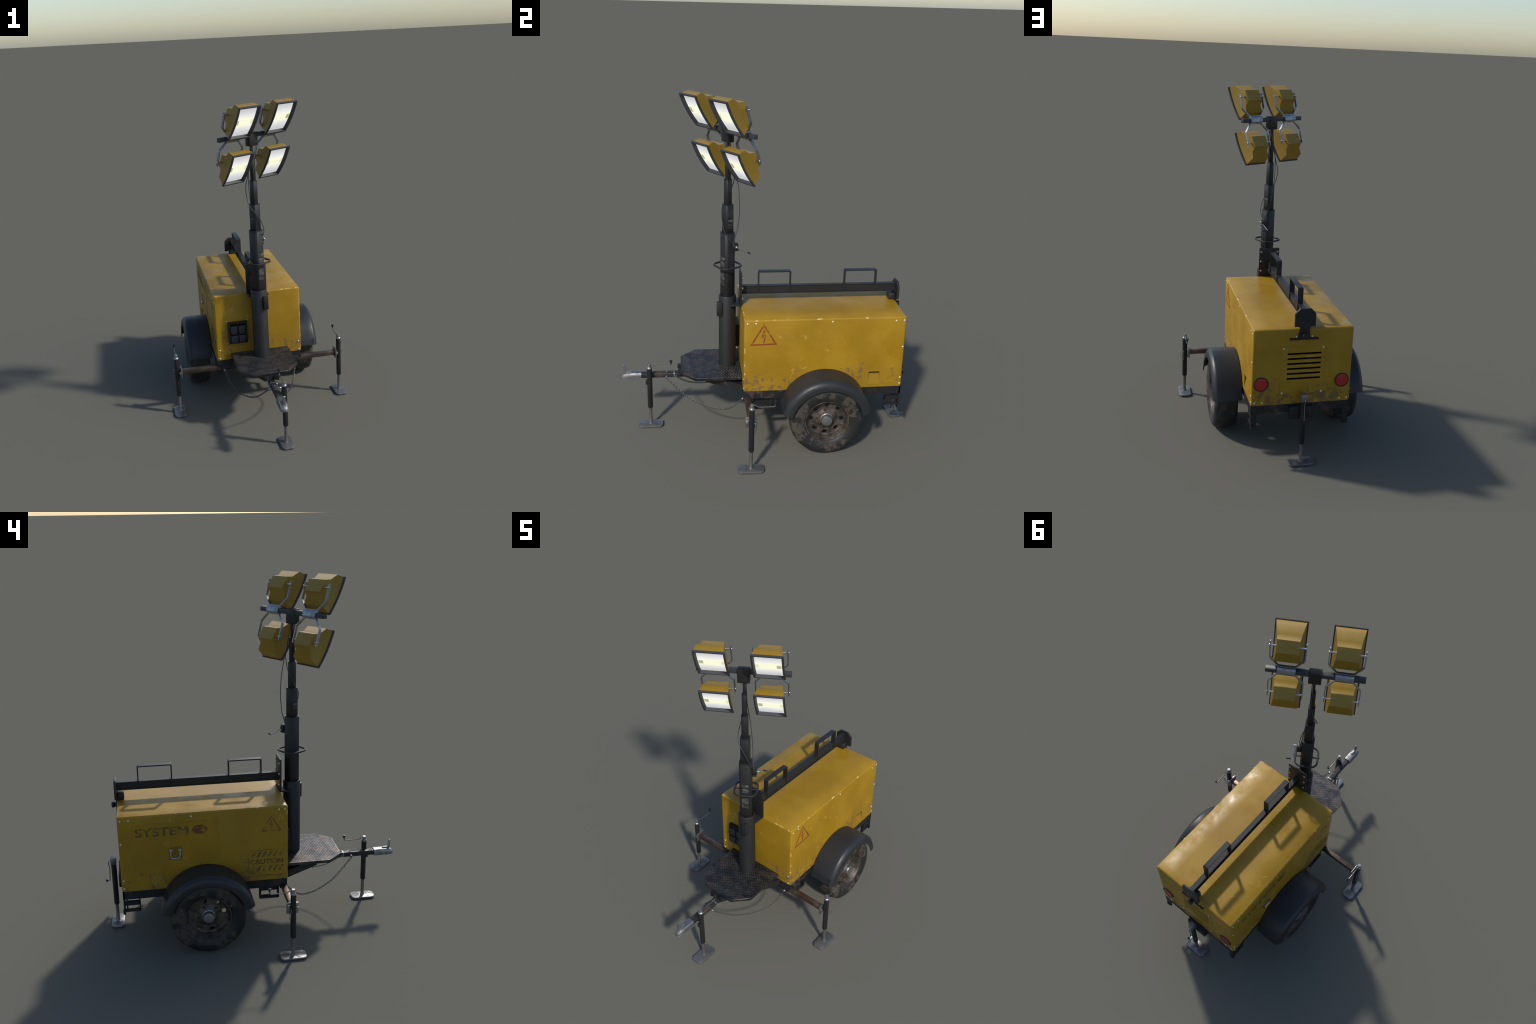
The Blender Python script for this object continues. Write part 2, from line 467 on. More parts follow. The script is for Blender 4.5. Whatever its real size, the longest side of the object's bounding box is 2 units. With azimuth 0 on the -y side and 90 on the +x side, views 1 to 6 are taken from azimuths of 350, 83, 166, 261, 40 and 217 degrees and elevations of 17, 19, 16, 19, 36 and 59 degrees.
# socket panel on the front wall: frame and four hinged covers
bm = bmesh.new()
for lo, hi in (((-.199, .594), (-.076, .604)), ((-.199, .460), (-.076, .466)), ((-.199, .466), (-.186, .594)), ((-.087, .466), (-.076, .594)), ((-.1405, .466), (-.1345, .594)), ((-.186, .521), (-.087, .527))):
    add_box(bm, (lo[0], -.176, lo[1]), (hi[0], BY0 + .001, hi[1]))
socket = put("socket_panel", bm, mat_black("socket_frame_plastic", (.010, .011, .013), .4), enclosure, smooth=0)
put("socket_back", box((-.1985, -.160, .4605), (-.0765, BY0 + .001, .6035)), M_DARK, socket, smooth=0)
for x in (-.163, -.111):
    for z, h in ((.555, .052), (.490, .050)):
        p = [(x - .021, z + h / 2), (x - .021, z - h / 2 + .008), (x - .016, z - h / 2 + .001), (x - .005, z - h / 2), (x - .004, z - h / 2 - .003), (x + .004, z - h / 2 - .003), (x + .005, z - h / 2), (x + .016, z - h / 2 + .001), (x + .021, z - h / 2 + .008), (x + .021, z + h / 2)]
        put("socket_cover", prism(p, 'y', -.181, BY0 + .001, .002, 2), M_SOCKET, socket)

# tail lights
for s in (1, -1):
    M = tr(s * .228, BY1, .473) @ rotx(-90)
    tl = put("tail_light", lathe([(0, .003), (.036, .003), (.037, .006), (.040, .006), (.0415, .003), (.0415, -.002), (0, -.002)], 36), M_BLK, enclosure, M)
    put("tail_light_lens", lathe([(0, .0075), (.018, .0070), (.030, .0058), (.0362, .0042), (.0362, .002), (0, .002)], 36), M_RED, tl)

GROW = tr(0, .3090, .346) @ Matrix.Diagonal((1.0100, 1.0090, 1.0058, 1)) @ tr(0, -.3105, -.346)
enclosure.matrix_local = GROW

# ---- warning signs and stencilled words -------------------------------------
def ring_tri(a, b, c, w):
    P = [Vector(p) for p in (a, b, c)]; cen = (P[0] + P[1] + P[2]) / 3
    # inset by w
    k = 1 - w / ((P[1] + P[2]) / 2 - cen).length
    return P, [cen + (p - cen) * k for p in P]

def sign(name, side, top, left, right, w, mat, bolt):
    x = side * BX; bm = bmesh.new(); t = .0007 * side
    O, I = ring_tri(top, left, right, w)
    for i in range(3):
        j = (i + 1) % 3
        quad = [O[i], O[j], I[j], I[i]]
        add_prism(bm, [(q.x, q.y) for q in quad], 'x', x + t * .05, x + t)
    cx, cz, s = bolt
    L = [(-.04, .95), (.21, .95), (.02, .23), (.34, .275), (.05, -.96), (-.13, -.96), (.055, -.055), (-.40, -.18)]
    add_prism(bm, [(cx + side * p[0] * s, cz + p[1] * s) for p in L], 'x', x + t * .05, x + t)
    o = put(name, bm, mat, enclosure, smooth=0); o["kind"] = "marking"
sign("warning_sign", 1, (-.042, .766), (-.120, .634), (.034, .637), .0085, M_REDINK, (-.0415, .688, .040))
sign("warning_sign", -1, (-.058, .740), (-.002, .643), (-.115, .643), .0065, M_MAROON, (-.057, .682, .028))

def text_obj(name, body, y_left, y_right, z0, z1, mat, bold=.0):
    """lettering on the left (-x) wall, read from outside: runs towards -y"""
    cu = bpy.data.curves.new(name, 'FONT'); cu.body = body; cu.extrude = .0004; cu.offset = 0
    cu.resolution_u = 4; cu.size = 1
    o = bpy.data.objects.new(name, cu); SC.objects.link(o)
    dg = bpy.context.evaluated_depsgraph_get()
    me = bpy.data.meshes.new_from_object(o.evaluated_get(dg)); bpy.data.objects.remove(o)
    xs = [v.co.x for v in me.vertices]; ys = [v.co.y for v in me.vertices]
    sx = (y_left - y_right) / (max(xs) - min(xs)); sz = (z1 - z0) / (max(ys) - min(ys))
    for v in me.vertices:
        v.co = (-BX - .0009 + (-.0006 if v.co.z > 0 else .0006) - (.0009 if name == "system_lettering" else 0), y_left - (v.co.x - min(xs)) * sx, z0 + (v.co.y - min(ys)) * sz)
    me.materials.clear(); me.materials.append(mat)
    bmt = bmesh.new()
    for i, (oy, oz) in enumerate(((0, 0), (bold, 0), (-bold, 0), (0, bold * .6), (0, -bold * .6))):   # heavier strokes
        k0 = len(bmt.verts); bmt.from_mesh(me); bmt.verts.ensure_lookup_table()
        for v in bmt.verts[k0:]: v.co += Vector((-.00006 * i, oy, oz))
    bmesh.ops.recalc_face_normals(bmt, faces=bmt.faces[:]); bmt.to_mesh(me); bmt.free()
    r = new_obj(name, me, enclosure); r["kind"] = "marking"
    return r
text_obj("system_lettering", "SYSTEM", .680, .398, .665, .713, M_INK, .0022)
text_obj("caution_lettering", "CAUTION", .062, -.123, .447, .476, M_INK, .0012)
put("maker_badge", prism([(.379, .687), (.361, .713), (.308, .713), (.290, .687), (.308, .661), (.361, .661)], 'x', -.2812, -.2824), M_MAROON, enclosure, smooth=0)
bm = bmesh.new()
for i in range(6):
    y = .060 - i * .031
    for za, zb, sh in ((.489, .522, .020), (.402, .436, .020)):
        add_prism(bm, [(y, za), (y - .013, za), (y - .013 - sh, zb), (y - sh, zb)], 'x', -.2801, -.2808)
for z in (.529, .372): add_prism(bm, [(.070, z), (-.135, z), (-.135, z + .0035), (.070, z + .0035)], 'x', -.2801, -.2807)
add_prism(bm, [(.0735, .375), (.0705, .375), (.0705, .532), (.0735, .532)], 'x', -.2801, -.2807)
add_prism(bm, [(.093, .462), (.068, .462), (.068, .466), (.093, .466)], 'x', -.2801, -.2806)
put("caution_stripes", bm, M_INKF, enclosure, smooth=0)["kind"] = "marking"

# ---- chassis ---------------------------------------------------------------
bm = bmesh.new()
add_box(bm, (-.280, -.153, .295), (.280, .774, .3458))
bmesh.ops.recalc_face_normals(bm, faces=bm.faces[:])
chassis = put("chassis_frame", bm, M_FRAME, root)
boolean(chassis, box((-.255, -.125, .28), (.255, .745, .335)), M_FRAME)
bm = bmesh.new()
for s in (1, -1):         # A-frame rails running under the deck to the drawbar
    p = [Vector((s * .185, -.15, .319)), Vector((s * .10, -.36, .346))]
    add_tube(bm, p, 0, section=[(-.016, -.022), (.016, -.022), (.016, .022), (-.016, .022)], up=(0, 0, 1))
    add_tube(bm, [Vector((s * .10, -.36, .346)), Vector((s * .03, -.53, .356))], 0, section=[(-.014, -.014), (.014, -.014), (.014, .014), (-.014, .014)], up=(0, 0, 1))
add_prism(bm, [(-.066, .372), (-.031, .343), (.031, .341), (.060, .372)], 'y', -.5145, -.40)
add_prism(bm, [(-.10, .30), (.10, .30), (.10, .372), (-.10, .372)], 'y', -.30, -.14)
put("a_frame_rail", bm, M_FRAME, chassis)
put("axle", lathe(cyl_prof(.020, -.33, .33), 16, tr(0, .312, .235) @ roty(90)), M_FRAME, chassis)
# rear receiver
put("rear_receiver", box((-.068, .765, .262), (.068, .801, .335), .004), M_FRAME, chassis)
# corner stands with step bars
for s in (1, -1):
    bm = bmesh.new()
    add_box(bm, (s * .248, .764, .200), (s * .280, .7735, .347)); add_box(bm, (s * .268, .749, .215), (s * .2775, .757, .297))
    add_box(bm, (s * .258, .764, .202), (s * .281, .778, .224))
    add_box(bm, (s * .262, .681, .255), (s * .277, .764, .279)); add_box(bm, (s * .262, .681, .215), (s * .277, .764, .229)); add_box(bm, (s * .262, .679, .215), (s * .277, .686, .30))
    put("rear_stand", bm, M_FRAME, chassis)
    bm = bmesh.new()
    add_box(bm, (s * .245, -.107, .222), (s * .277, .006, .231)); add_box(bm, (s * .245, -.107, .231), (s * .277, -.099, .297)); add_box(bm, (s * .245, -.003, .231), (s * .277, .006, .297))
    add_box(bm, (s * .245, -.099, .262), (s * .256, -.003, .288))
    put("step_bracket", bm, M_FRAME, chassis)

# ---- tread plate deck -----------------------------------------------------------
deck_poly = [(.190, -.158), (.190, -.427), (.108, -.516), (-.108, -.516), (-.190, -.427), (-.190, -.158)]
deck = put("tread_plate_deck", prism(deck_poly[::-1], 'z', .371, .389, .0012, 1), M_TREAD, root)
bm = bmesh.new()
def inside_deck(x, y, m=.006):
    if abs(x) > .190 - m or y > -.158 - m or y < -.516 + m: return False
    if y < -.427 and abs(x) > .190 - m - (-.427 - y) * .92: return False
    return math.hypot(x, y + .236) > .056
pitch = .0098; iy = 0; y = -.512
while y < -.16:
    ix = 0; x = -.186
    while x < .188:
        if inside_deck(x, y):
            a = math.radians(45 if (ix + iy) % 2 else -45) + math.radians(0)
            c, s = math.cos(a), math.sin(a); l, w, h = .0055, .0015, .0016
            base = [(-l, 0), (-l * .6, -w), (l * .6, -w), (l, 0), (l * .6, w), (-l * .6, w)]
            B = [bm.verts.new((x + u * c - v * s, y + u * s + v * c, .3888)) for u, v in base]
            T = [bm.verts.new((x + u * .7 * c - v * .5 * s, y + u * .7 * s + v * .5 * c, .389 + h)) for u, v in base]
            bm.faces.new(T)
            for i in range(6): bm.faces.new((B[i], B[(i + 1) % 6], T[(i + 1) % 6], T[i]))
        x += pitch; ix += 1
    y += pitch; iy += 1
lugs = put("tread_lugs", bm, M_TREAD, deck, smooth=0); lugs["kind"] = "stuff"

# ---- drawbar, coupler ------------------------------------------------------------
sec = [(.0245, -.334)]
def rsq(h, r, n=4):
    out = []
    for cx, cz, a0 in ((h - r, h - r, 0), (-h + r, h - r, 90), (-h + r, -h + r, 180), (h - r, -h + r, 270)):
        for k in range(n + 1):
            a = math.radians(a0 + 90 * k / n); out.append((cx + r * math.cos(a), cz + r * math.sin(a)))
    return out
drawbar = put("drawbar", prism([(u * 1.28, v + .325) for u, v in rsq(.0152, .006)], 'y', -.765, -.44), mat_black("drawbar_paint", (.020, .020, .020), .42, .3, (.085, .062, .05)), root)
put("drawbar_collar", prism([(u * 1.28, v + .325) for u, v in rsq(.0166, .007)], 'y', -.560, -.552), M_STEEL, drawbar)
pin_me = finish(lathe([(0, -.014), (.0055, -.014), (.0055, 0), (.0085, .001), (.0085, .009), (.006, .012), (0, .012)], 12), "hitch_pin", M_STEEL, 40)
for s in (1, -1):
    new_obj("hitch_pin", pin_me, drawbar, tr(s * .029, -.601, .322) @ roty(90 * s))
    new_obj("collar_bolt", pin_me, drawbar, tr(s * .021, -.543, .321) @ roty(90 * s) @ Matrix.Scale(.75, 4))
put("collar_stud", lathe(sphere_prof(.004), 10, tr(0, -.60, .342)), M_STEEL, drawbar)

# coupler: ball socket head lofted along y (half width, z bottom, z top)
bm = bmesh.new()
rows = []
stations = [(-.752, .0240, .3465, .0225), (-.79, .0240, .3465, .0225), (-.832, .0242, .3460, .0225), (-.850, .0240, .3430, .0205), (-.863, .0215, .337, .017), (-.872, .0160, .330, .012), (-.8765, .008, .321, .006)]
for y, w, zt, wt in stations:
    zb = .309; prof = []
    pts = [(w + .0022, zb), (w + .0022, zb + .0035), (w, zb + .0045), (w * .99, zb + (zt - zb) * .55), (wt * .96, zb + (zt - zb) * .82), (wt * .78, zt - .0015), (wt * .35, zt)]
    full = pts + [(-a, b) for a, b in reversed(pts)]
    rows.append([bm.verts.new((a, y, b)) for a, b in full])
for A, B in zip(rows, rows[1:]):
    for i in range(len(A)):
        j = (i + 1) % len(A); bm.faces.new((A[i], A[j], B[j], B[i]))
bm.faces.new(rows[0]); bm.faces.new(rows[-1][::-1])
coupler = put("coupler", bm, mat_steel("coupler_steel", (.30, .295, .29), .38, .9, .5), drawbar, smooth=40)
bm = bmesh.new()
add_prism(bm, [(-.807, .342), (-.851, .340), (-.855, .350), (-.858, .396), (-.853, .400), (-.848, .397), (-.843, .359), (-.838, .3545), (-.807, .3535)], 'x', -.007, .007)
bmesh.ops.recalc_face_normals(bm, faces=bm.faces[:]); bev(bm, .0018, 2)
put("coupler_lever", bm, mat_steel("lever_steel", (.36, .36, .36), .3, .9, .3), drawbar)

# ---- jacks ---------------------------------------------------------------------------
jack_tube = finish(lathe([(0, .121), (.0125, .121), (.0155, .125), (.0155, .386), (.0155, .386), (0, .386)], 24), "jack", mat_black("jack_paint", (.016, .016, .017), .42, .15, (.06, .05, .045)), 40)
jack_rod = finish(lathe([(0, .008), (.014, .010), (.0102, .020), (.0098, .125), (0, .125)], 20), "jack_rod", M_ROD, 40)
bm = prism([(-.039 + a, b) for a, b in ((0, -.058), (.015, -.0735), (.063, -.0735), (.078, -.058), (.078, .058), (.063, .0735), (.015, .0735), (0, .058))], 'z', .0, .012, .003, 2)
foot_me = finish(bm, "jack_foot", mat_steel("foot_steel", (.24, .235, .23), .44, .8, .65), 35)
cap_me = finish(lathe([(0, .384), (.0160, .384), (.0165, .391), (.0145, .394), (.0112, .397), (.0108, .412), (.0095, .4165), (0, .4165)], 20), "jack_cap", M_STEEL, 40)
cp = [(0, .008, .408), (0, .022, .4075), (0, .034, .398), (0, .120, .397), (0, .126, .400), (0, .128, .414)]
crank_me = finish(tube(round_path(cp, .008), .0028, seg=8), "crank_handle", mat_steel("crank_steel", (.20, .185, .17), .4, .8, .4), 40)
knob_me = finish(lathe([(0, .410), (.0035, .410), (.0045, .417), (.0095, .428), (.0088, .433), (0, .434)], 14, tr(0, .129, 0)), "crank_knob", M_BLK, 40)

def jack(x, y, rz=0, cap=True):
    j = new_obj("jack", jack_tube, root, tr(x, y, 0) @ rotz(rz))
    new_obj("jack_rod", jack_rod, j); new_obj("jack_foot", foot_me, j)
    if cap:
        new_obj("jack_cap", cap_me, j); new_obj("crank_handle", crank_me, j); new_obj("crank_knob", knob_me, j)
    return j
jf = jack(.0365, -.7025)
put("jack_clamp", box((-.012, -.024, .276), (.002, -.012, .306), .002), M_FRAME, jf)
put("jack_mount", box((-.018, -.012, .312), (.0, .012, .352), .002), M_FRAME, jf)
for s in (1, -1):
    j = jack(s * .547, -.134)
    # swing plate, clip and the square arm
    put("swivel_plate", box((s * -.030, -.033, .257), (s * -.0235, .033, .322), .0015), M_STEEL, j)
    put("swivel_lug", box((s * -.026, .014, .262), (s * -.012, .030, .312), .0015), M_STEEL, j)
    put("swivel_lug", box((s * -.026, -.030, .282), (s * -.012, -.014, .300), .0015), M_STEEL, j)
    clip = [(s * .006, .012, .303), (s * .026, .017, .304), (s * .029, .018, .298), (s * .028, .020, .262), (s * .022, .019, .256)]
    put("retaining_clip", tube(round_path(clip, .004), .0014, seg=6), M_STEEL, j)
    clip = [(s * .006, .012, .303), (s * .012, .024, .30), (s * .012, .026, .262), (s * .011, .022, .240)]
    put("retaining_clip", tube(round_path(clip, .004), .0014, seg=6), M_STEEL, j)
    put("outrigger_arm", box((s * .215, -.1505, .275), (s * .520, -.1195, .306), .003), M_ARM, root)
    put("outrigger_sleeve", box((s * .17, -.155, .270), (s * .262, -.115, .311), .003), M_FRAME, chassis)
jr = jack(-.003, .8265, 90, cap=False)
put("jack_head", box((-.0165, -.0165, .384), (.0165, .0165, .428), .002), mat_steel("head_steel", (.24, .24, .25), .42, .8, .5), jr)
cp = [(.014, .0, .405), (.026, .0, .404), (.030, .0, .395), (.029, .0, .380), (.024, .0, .370), (.028, 0, .284), (.031, 0, .279), (.042, 0, .2785)]
# crank hangs down on the outer side (local x maps to world +y)
put("crank_handle", tube(round_path(cp, .006), .0028, seg=8), mat_steel("rear_crank_steel", (.26, .26, .27), .35, .9, .3), jr)
put("crank_knob", lathe([(0, .038), (.0035, .038), (.0045, .043), (.0095, .0475), (.009, .0505), (0, .051)], 14, tr(0, 0, .279) @ roty(90)), M_BLK, jr)

# ---- safety chains ---------------------------------------------------------------------
CHZ = (.320, .281, .243, .213, .194, .181, .174, .175, .186, .217, .272)      # hanging height along the chain
CH = smooth_path([(.041 + .196 * k / 10, -.602 + .442 * k / 10, z) for k, z in enumerate(CHZ)], 8)
def chain_pt(s, t):
    i = min(int(t * (len(CH) - 1)), len(CH) - 2); f = t * (len(CH) - 1) - i
    p = CH[i].lerp(CH[i + 1], f)
    return Vector((s * p.x, p.y, p.z))
for s in (1, -1):
    bm = bmesh.new(); N = 400
    P = [chain_pt(s, i / N) for i in range(N + 1)]
    L = [0]
    for a, b in zip(P, P[1:]): L.append(L[-1] + (b - a).length)
    step = .0112; d = 0; k = 0; i = 0
    while d < L[-1] - .004:
        while L[i + 1] < d: i += 1
        p = P[i]; tg = (P[i + 1] - P[i]).normalized()
        side = tg.cross(Vector((0, 0, 1))).normalized(); up = side.cross(tg)
        a = math.radians(45 if k % 2 else -45)
        u = side * math.cos(a) + up * math.sin(a)
        loop = []
        for q in range(12):
            w = 2 * math.pi * q / 12
            loop.append(p + tg * (math.cos(w) * .0078) + u * (math.sin(w) * .0046))
        add_tube(bm, loop, .00155, seg=5, closed=True, up=tg.cross(u))
        d += step; k += 1
    ch = put("safety_chain", bm, mat_steel("chain_steel", (.16, .15, .14), .45, .8, .4), root, smooth=60); ch["kind"] = "stuff"
    put("chain_anchor", lathe(sphere_prof(.0085), 12, tr(s * .238, -.158, .274)), M_STEEL, chassis)

# ---- wheels -------------------------------------------------------------------------------
WY, WZ = .312, .2135
tyre_p = [(.118, -.050), (.135, -.062), (.150, -.0665), (.172, -.0705), (.192, -.0670), (.2045, -.0580), (.2105, -.042), (.2135, 0), (.2105, .042), (.2045, .0580), (.192, .0670), (.172, .0705), (.150, .0665), (.135, .062), (.128, .056), (.124, .045), (.118, .045)]
tyre_me = finish(lathe(tyre_p, 56, roty(90), close=True), "tyre", M_TYRE, 45)
rim_p = [(.1245, .052), (.1285, .0545), (.1275, .0575), (.1235, .0575), (.1195, .052), (.1165, .040), (.1120, .033), (.1085, .020), (.100, .0165), (.090, .0175), (.074, .0175), (.064, .0165), (.056, .020), (.046, .027), (.038, .029), (.0, .029),
         (.0, .023), (.038, .023), (.055, .014), (.066, .0105), (.080, .0115), (.103, .0105), (.1105, .005), (.1135, -.02), (.118, -.022), (.119, .036)]
bm = lathe(rim_p, 64)
bmesh.ops.recalc_face_normals(bm, faces=bm.faces[:])
rim_src = put("wheel_src", bm, M_RIM, None, smooth=35)
cut = bmesh.new()
for i in range(8):
    a = math.radians(22.5 + 45 * i)
    pent = [(.079, -.0075), (.079, .0075), (.091, .0135), (.1015, .0), (.091, -.0135)]
    pent = [(.0775, -.009), (.0775, .009), (.088, .0155), (.1005, .011), (.1005, -.011), (.088, -.0155)]
    add_prism(cut, [(r * math.cos(a) - w * math.sin(a), r * math.sin(a) + w * math.cos(a)) for r, w in pent], 'z', -.03, .06)
bmesh.ops.recalc_face_normals(cut, faces=cut.faces[:])
boolean(rim_src, cut, M_RIM)
rim_me = rim_src.data; rim_me.name = "wheel"; rim_me.transform(roty(90)); bpy.data.objects.remove(rim_src)
hub_me = finish(lathe([(.0375, .026), (.037, .030), (.0325, .033), (.0318, .051), (.0290, .055), (.020, .0565), (0, .057), (0, .026)], 28, roty(90)), "hub_cap", M_STEEL, 40)
nut_me = finish(lathe([(0, 0), (.0065, 0), (.0065, .008), (.0045, .011), (0, .0115)], 6), "lug_nut", M_RIM, 25)
for s in (1, -1):
    w = new_obj("wheel", rim_me, root, tr(s * .3685, WY, WZ) @ rotz(0 if s > 0 else 180) @ rotx(20 if s > 0 else 35))
    new_obj("tyre", tyre_me, w); new_obj("hub_cap", hub_me, w)
    for i in range(5):
        a = math.radians(72 * i + 10)
        new_obj("lug_nut", nut_me, w, tr(.0185, .056 * math.cos(a), .056 * math.sin(a)) @ roty(90))

# ---- fenders ----------------------------------------------------------------------------------
prof = [(.287, .985), (.34, .992), (.40, .995), (.428, .993), (.436, .985), (.448, .940), (.453, .915), (.456, .86), (.456, .790)]
inner = [(.451, .790), (.450, .86), (.447, .905), (.443, .93), (.431, .968), (.426, .973), (.40, .975), (.34, .972), (.287, .965)]
loopF = prof + inner
for s in (1, -1):
    bm = bmesh.new(); rows = []; N = 20
    for i in range(N + 1):
        a = math.radians(13.5 + (180 - 27) * i / N)
        rows.append([bm.verts.new((s * x, .310 - .264 * k * math.cos(a), 0.212 + .2695 * k * math.sin(a))) for x, k in loopF])
    for A, B in zip(rows, rows[1:]):
        for q in range(len(A)): bm.faces.new((A[q], A[(q + 1) % len(A)], B[(q + 1) % len(A)], B[q]))
    bm.faces.new(rows[0]); bm.faces.new(rows[-1][::-1])
    put("fender", bm, M_RUBBER, root, smooth=40)

# ---- folding support beam over the hood ---------------------------------------------------------
bm = bmesh.new()          # rolled section: web between two wider flanges
add_box(bm, (-.0080, -.155, .8485), (.0095, .775, .8885))
add_box(bm, (-.0140, -.155, .8885), (.0140, .775, .8925)); add_box(bm, (-.0135, -.155, .844), (.0170, .775, .8485))
beam = put("support_beam", bm, M_BLK, root, smooth=0)
for y0, y1 in ((-.056, .139), (.459, .655)):
    bm = bmesh.new()
    add_tube(bm, round_path([(0, y0 + .0035, .850), (0, y0 + .0035, .9785), (0, y1 - .0035, .9785), (0, y1 - .0035, .850)], .005), 0, section=[(-.0035, -.0152), (.0035, -.0152), (.0035, .0152), (-.0035, .0152)], up=(1, 0, 0))
    put("beam_handle", bm, M_BLK, beam)
put("hinge_plate", box((-.066, -.163, .786), (.066, -.1535, .982), .002), M_BLK, root)
hinge = bpy.data.objects["hinge_plate"]
put("hinge_bracket", box((-.064, -.224, .783), (.064, -.1635, .793), .0015), M_BLK, hinge)
bolt_me = finish(lathe([(0, 0), (.0072, 0), (.0072, .004), (.005, .007), (0, .0075)], 6), "plate_bolt", M_BRASS, 25)
for x in (-.053, .053):
    for z in (.829, .893, .956): new_obj("plate_bolt", bolt_me, hinge, tr(x, -.1535, z) @ rotx(-90))
endp = put("beam_end_plate", prism([(-.057, .806), (-.027, .806), (-.024, .7905), (.028, .7905), (.030, .806), (.060, .806), (.060, .881), (.033, .909), (-.029, .909), (-.056, .881)], 'y', .7755, .788, .0015, 1), M_BLK, root)
put("rest_block", box((-.030, .735, .7885), (.030, .775, .832), .008, 3), M_BLK, endp)
bm = bmesh.new()
add_prism(bm, [(-.034, .733), (.037, .733), (.028, .795), (-.024, .795)], 'y', .776, .7835)
add_box(bm, (-.079, .776, .728), (.082, .7825, .7355))
lb = put("latch_bracket", bm, M_BLK, root, smooth=0)
put("latch_knob", lathe([(0, 0), (.012, 0), (.012, .008), (.0165, .012), (.0175, .020), (.0145, .027), (0, .029)], 16, tr(0, .782, .756) @ rotx(-90)), M_BLK, lb)

# ---- mast ------------------------------------------------------------------------------------------
MY = -.2355; TH = 31.3
HEAD = tr(0, MY, 0) @ rotz(TH)          # local x: right along the crossbar, local -y: where the lamps face
mast = put("mast_base", lathe([(0, .386), (.052, .386), (.0505, .392), (.0505, .832), (.0475, .837), (.040, .837), (.040, .82), (0, .82)], 40, tr(0, MY, 0)), M_MAST, root)
put("control_box", box((.016, -.300, .716), (.047, -.268, .803), .004, 2), M_BLK, mast, tr(.0, .0, 0))
def section_poly(s, c):
    h = s / 2; q = h - c
    return [(h, -q), (h, q), (q, h), (-q, h), (-h, q), (-h, -q), (-q, -h), (q, -h)]
for s, c, z0, z1 in ((.0705, .0120, .80, 1.222), (.0525, .0068, 1.20, 1.387), (.0364, .0045, 1.37, 1.532), (.0262, .0032, 1.51, 1.665), (.0140, .002, 1.64, 1.75)):
    put("mast_section", prism(section_poly(s, c), 'z', z0, z1, .0012, 1), M_MAST, mast, HEAD)
    # the open rim of each tube
for s, z1 in ((.0705, 1.222), (.0525, 1.387), (.0364, 1.532), (.0262, 1.665)):
    put("wear_strip", prism(section_poly(s + .0016, s * .16), 'z', z1 - .004, z1 - .0005), M_MAST, mast, HEAD)
# faded lettering plates on the mast faces
def label(face, off, w, z0, z1):
    bm = box((-w / 2, -off - .0006, z0), (w / 2, -off + .001, z1))
    put("faded_label", bm, M_LABEL, mast, HEAD @ rotz(face), smooth=0)["kind"] = "marking"
label(0, .0353, .040, .905, 1.075)
label(90, .0263, .034, 1.250, 1.345)
label(-90, .0263, .030, 1.265, 1.33)
# guide ring and its cross pin
q = .044
rp = [(.066, -q), (.066, q), (q, .068), (-q, .068), (-.066, q), (-.066, -q), (-q, -.068), (q, -.068)]
ring = put("cable_guide_ring", tube(round_path([(a, b, 1.021) for a, b in rp], .020, 5, True), .0058, seg=10, closed=True), M_BLK, root, HEAD)
put("guide_pin", lathe(cyl_prof(.0042, -.077, .075), 10, tr(0, 0, 1.021) @ roty(90)), M_BLK, ring)
# winch
winch = put("winch", box((.034, .000, 1.127), (.060, .034, 1.166), .005, 2), M_BLK, root, HEAD)
put("winch_base", box((.034, -.006, 1.119), (.061, .036, 1.127), .001, 1), M_BLK, winch)
put("winch_flange", lathe(cyl_prof(.0185, .0575, .0625, .001), 16, tr(0, .015, 1.146) @ roty(90)), M_BLK, winch)
put("winch_hub", lathe([(0, .060), (.0055, .060), (.0055, .070), (.0075, .071), (.0075, .078), (.005, .081), (0, .081)], 12, tr(0, .012, 1.147) @ roty(90)), M_CHROME, winch)
Hi = HEAD.inverted()
cpw = [Hi @ Vector(p) for p in ((.064, -.197, 1.146), (.056, -.186, 1.141), (.044, -.172, 1.134), (.024, -.130, 1.109), (.028, -.124, 1.108), (.036, -.121, 1.108))]
put("winch_crank", tube(round_path(cpw, .006), .0024, seg=8), M_STEEL, winch)
gp = [Hi @ Vector(p) for p in ((.030, -.123, 1.108), (.036, -.1205, 1.108), (.045, -.116, 1.108), (.055, -.111, 1.107), (.059, -.109, 1.107))]
put("winch_grip", tube(gp, [.0022, .0042, .0052, .0045, .002], seg=10), M_BLK, winch)
put("mast_pin", tube([(.012, -.034, 1.198), (.010, -.050, 1.196)], .0022, seg=6), M_BLK, mast, HEAD)
# cables
A = [(.006, -.226, 1.745), (-.002, -.213, 1.65), (-.018, -.193, 1.58), (-.019, -.181, 1.52), (-.017, -.172, 1.46), (-.012, -.169, 1.40), (-.007, -.168, 1.34), (.003, -.175, 1.28), (.009, -.180, 1.24), (.019, -.193, 1.20), (.035, -.204, 1.163)]
B = [(-.006, -.226, 1.745), (-.010, -.210, 1.65), (-.019, -.196, 1.58), (-.028, -.197, 1.54), (-.040, -.202, 1.50), (-.045, -.217, 1.46), (-.043, -.236, 1.42), (-.038, -.252, 1.39), (-.0225, -.268, 1.36), (.0026, -.2725, 1.33), (.0215, -.270, 1.30), (.035, -.265, 1.27), (.045, -.257, 1.24), (.050, -.243, 1.21), (.047, -.222, 1.18), (.040, -.206, 1.164)]
for pts in (A, B): put("power_cable", tube(smooth_path(pts, 6), .0023, seg=7), M_CABLE, root, smooth=60)

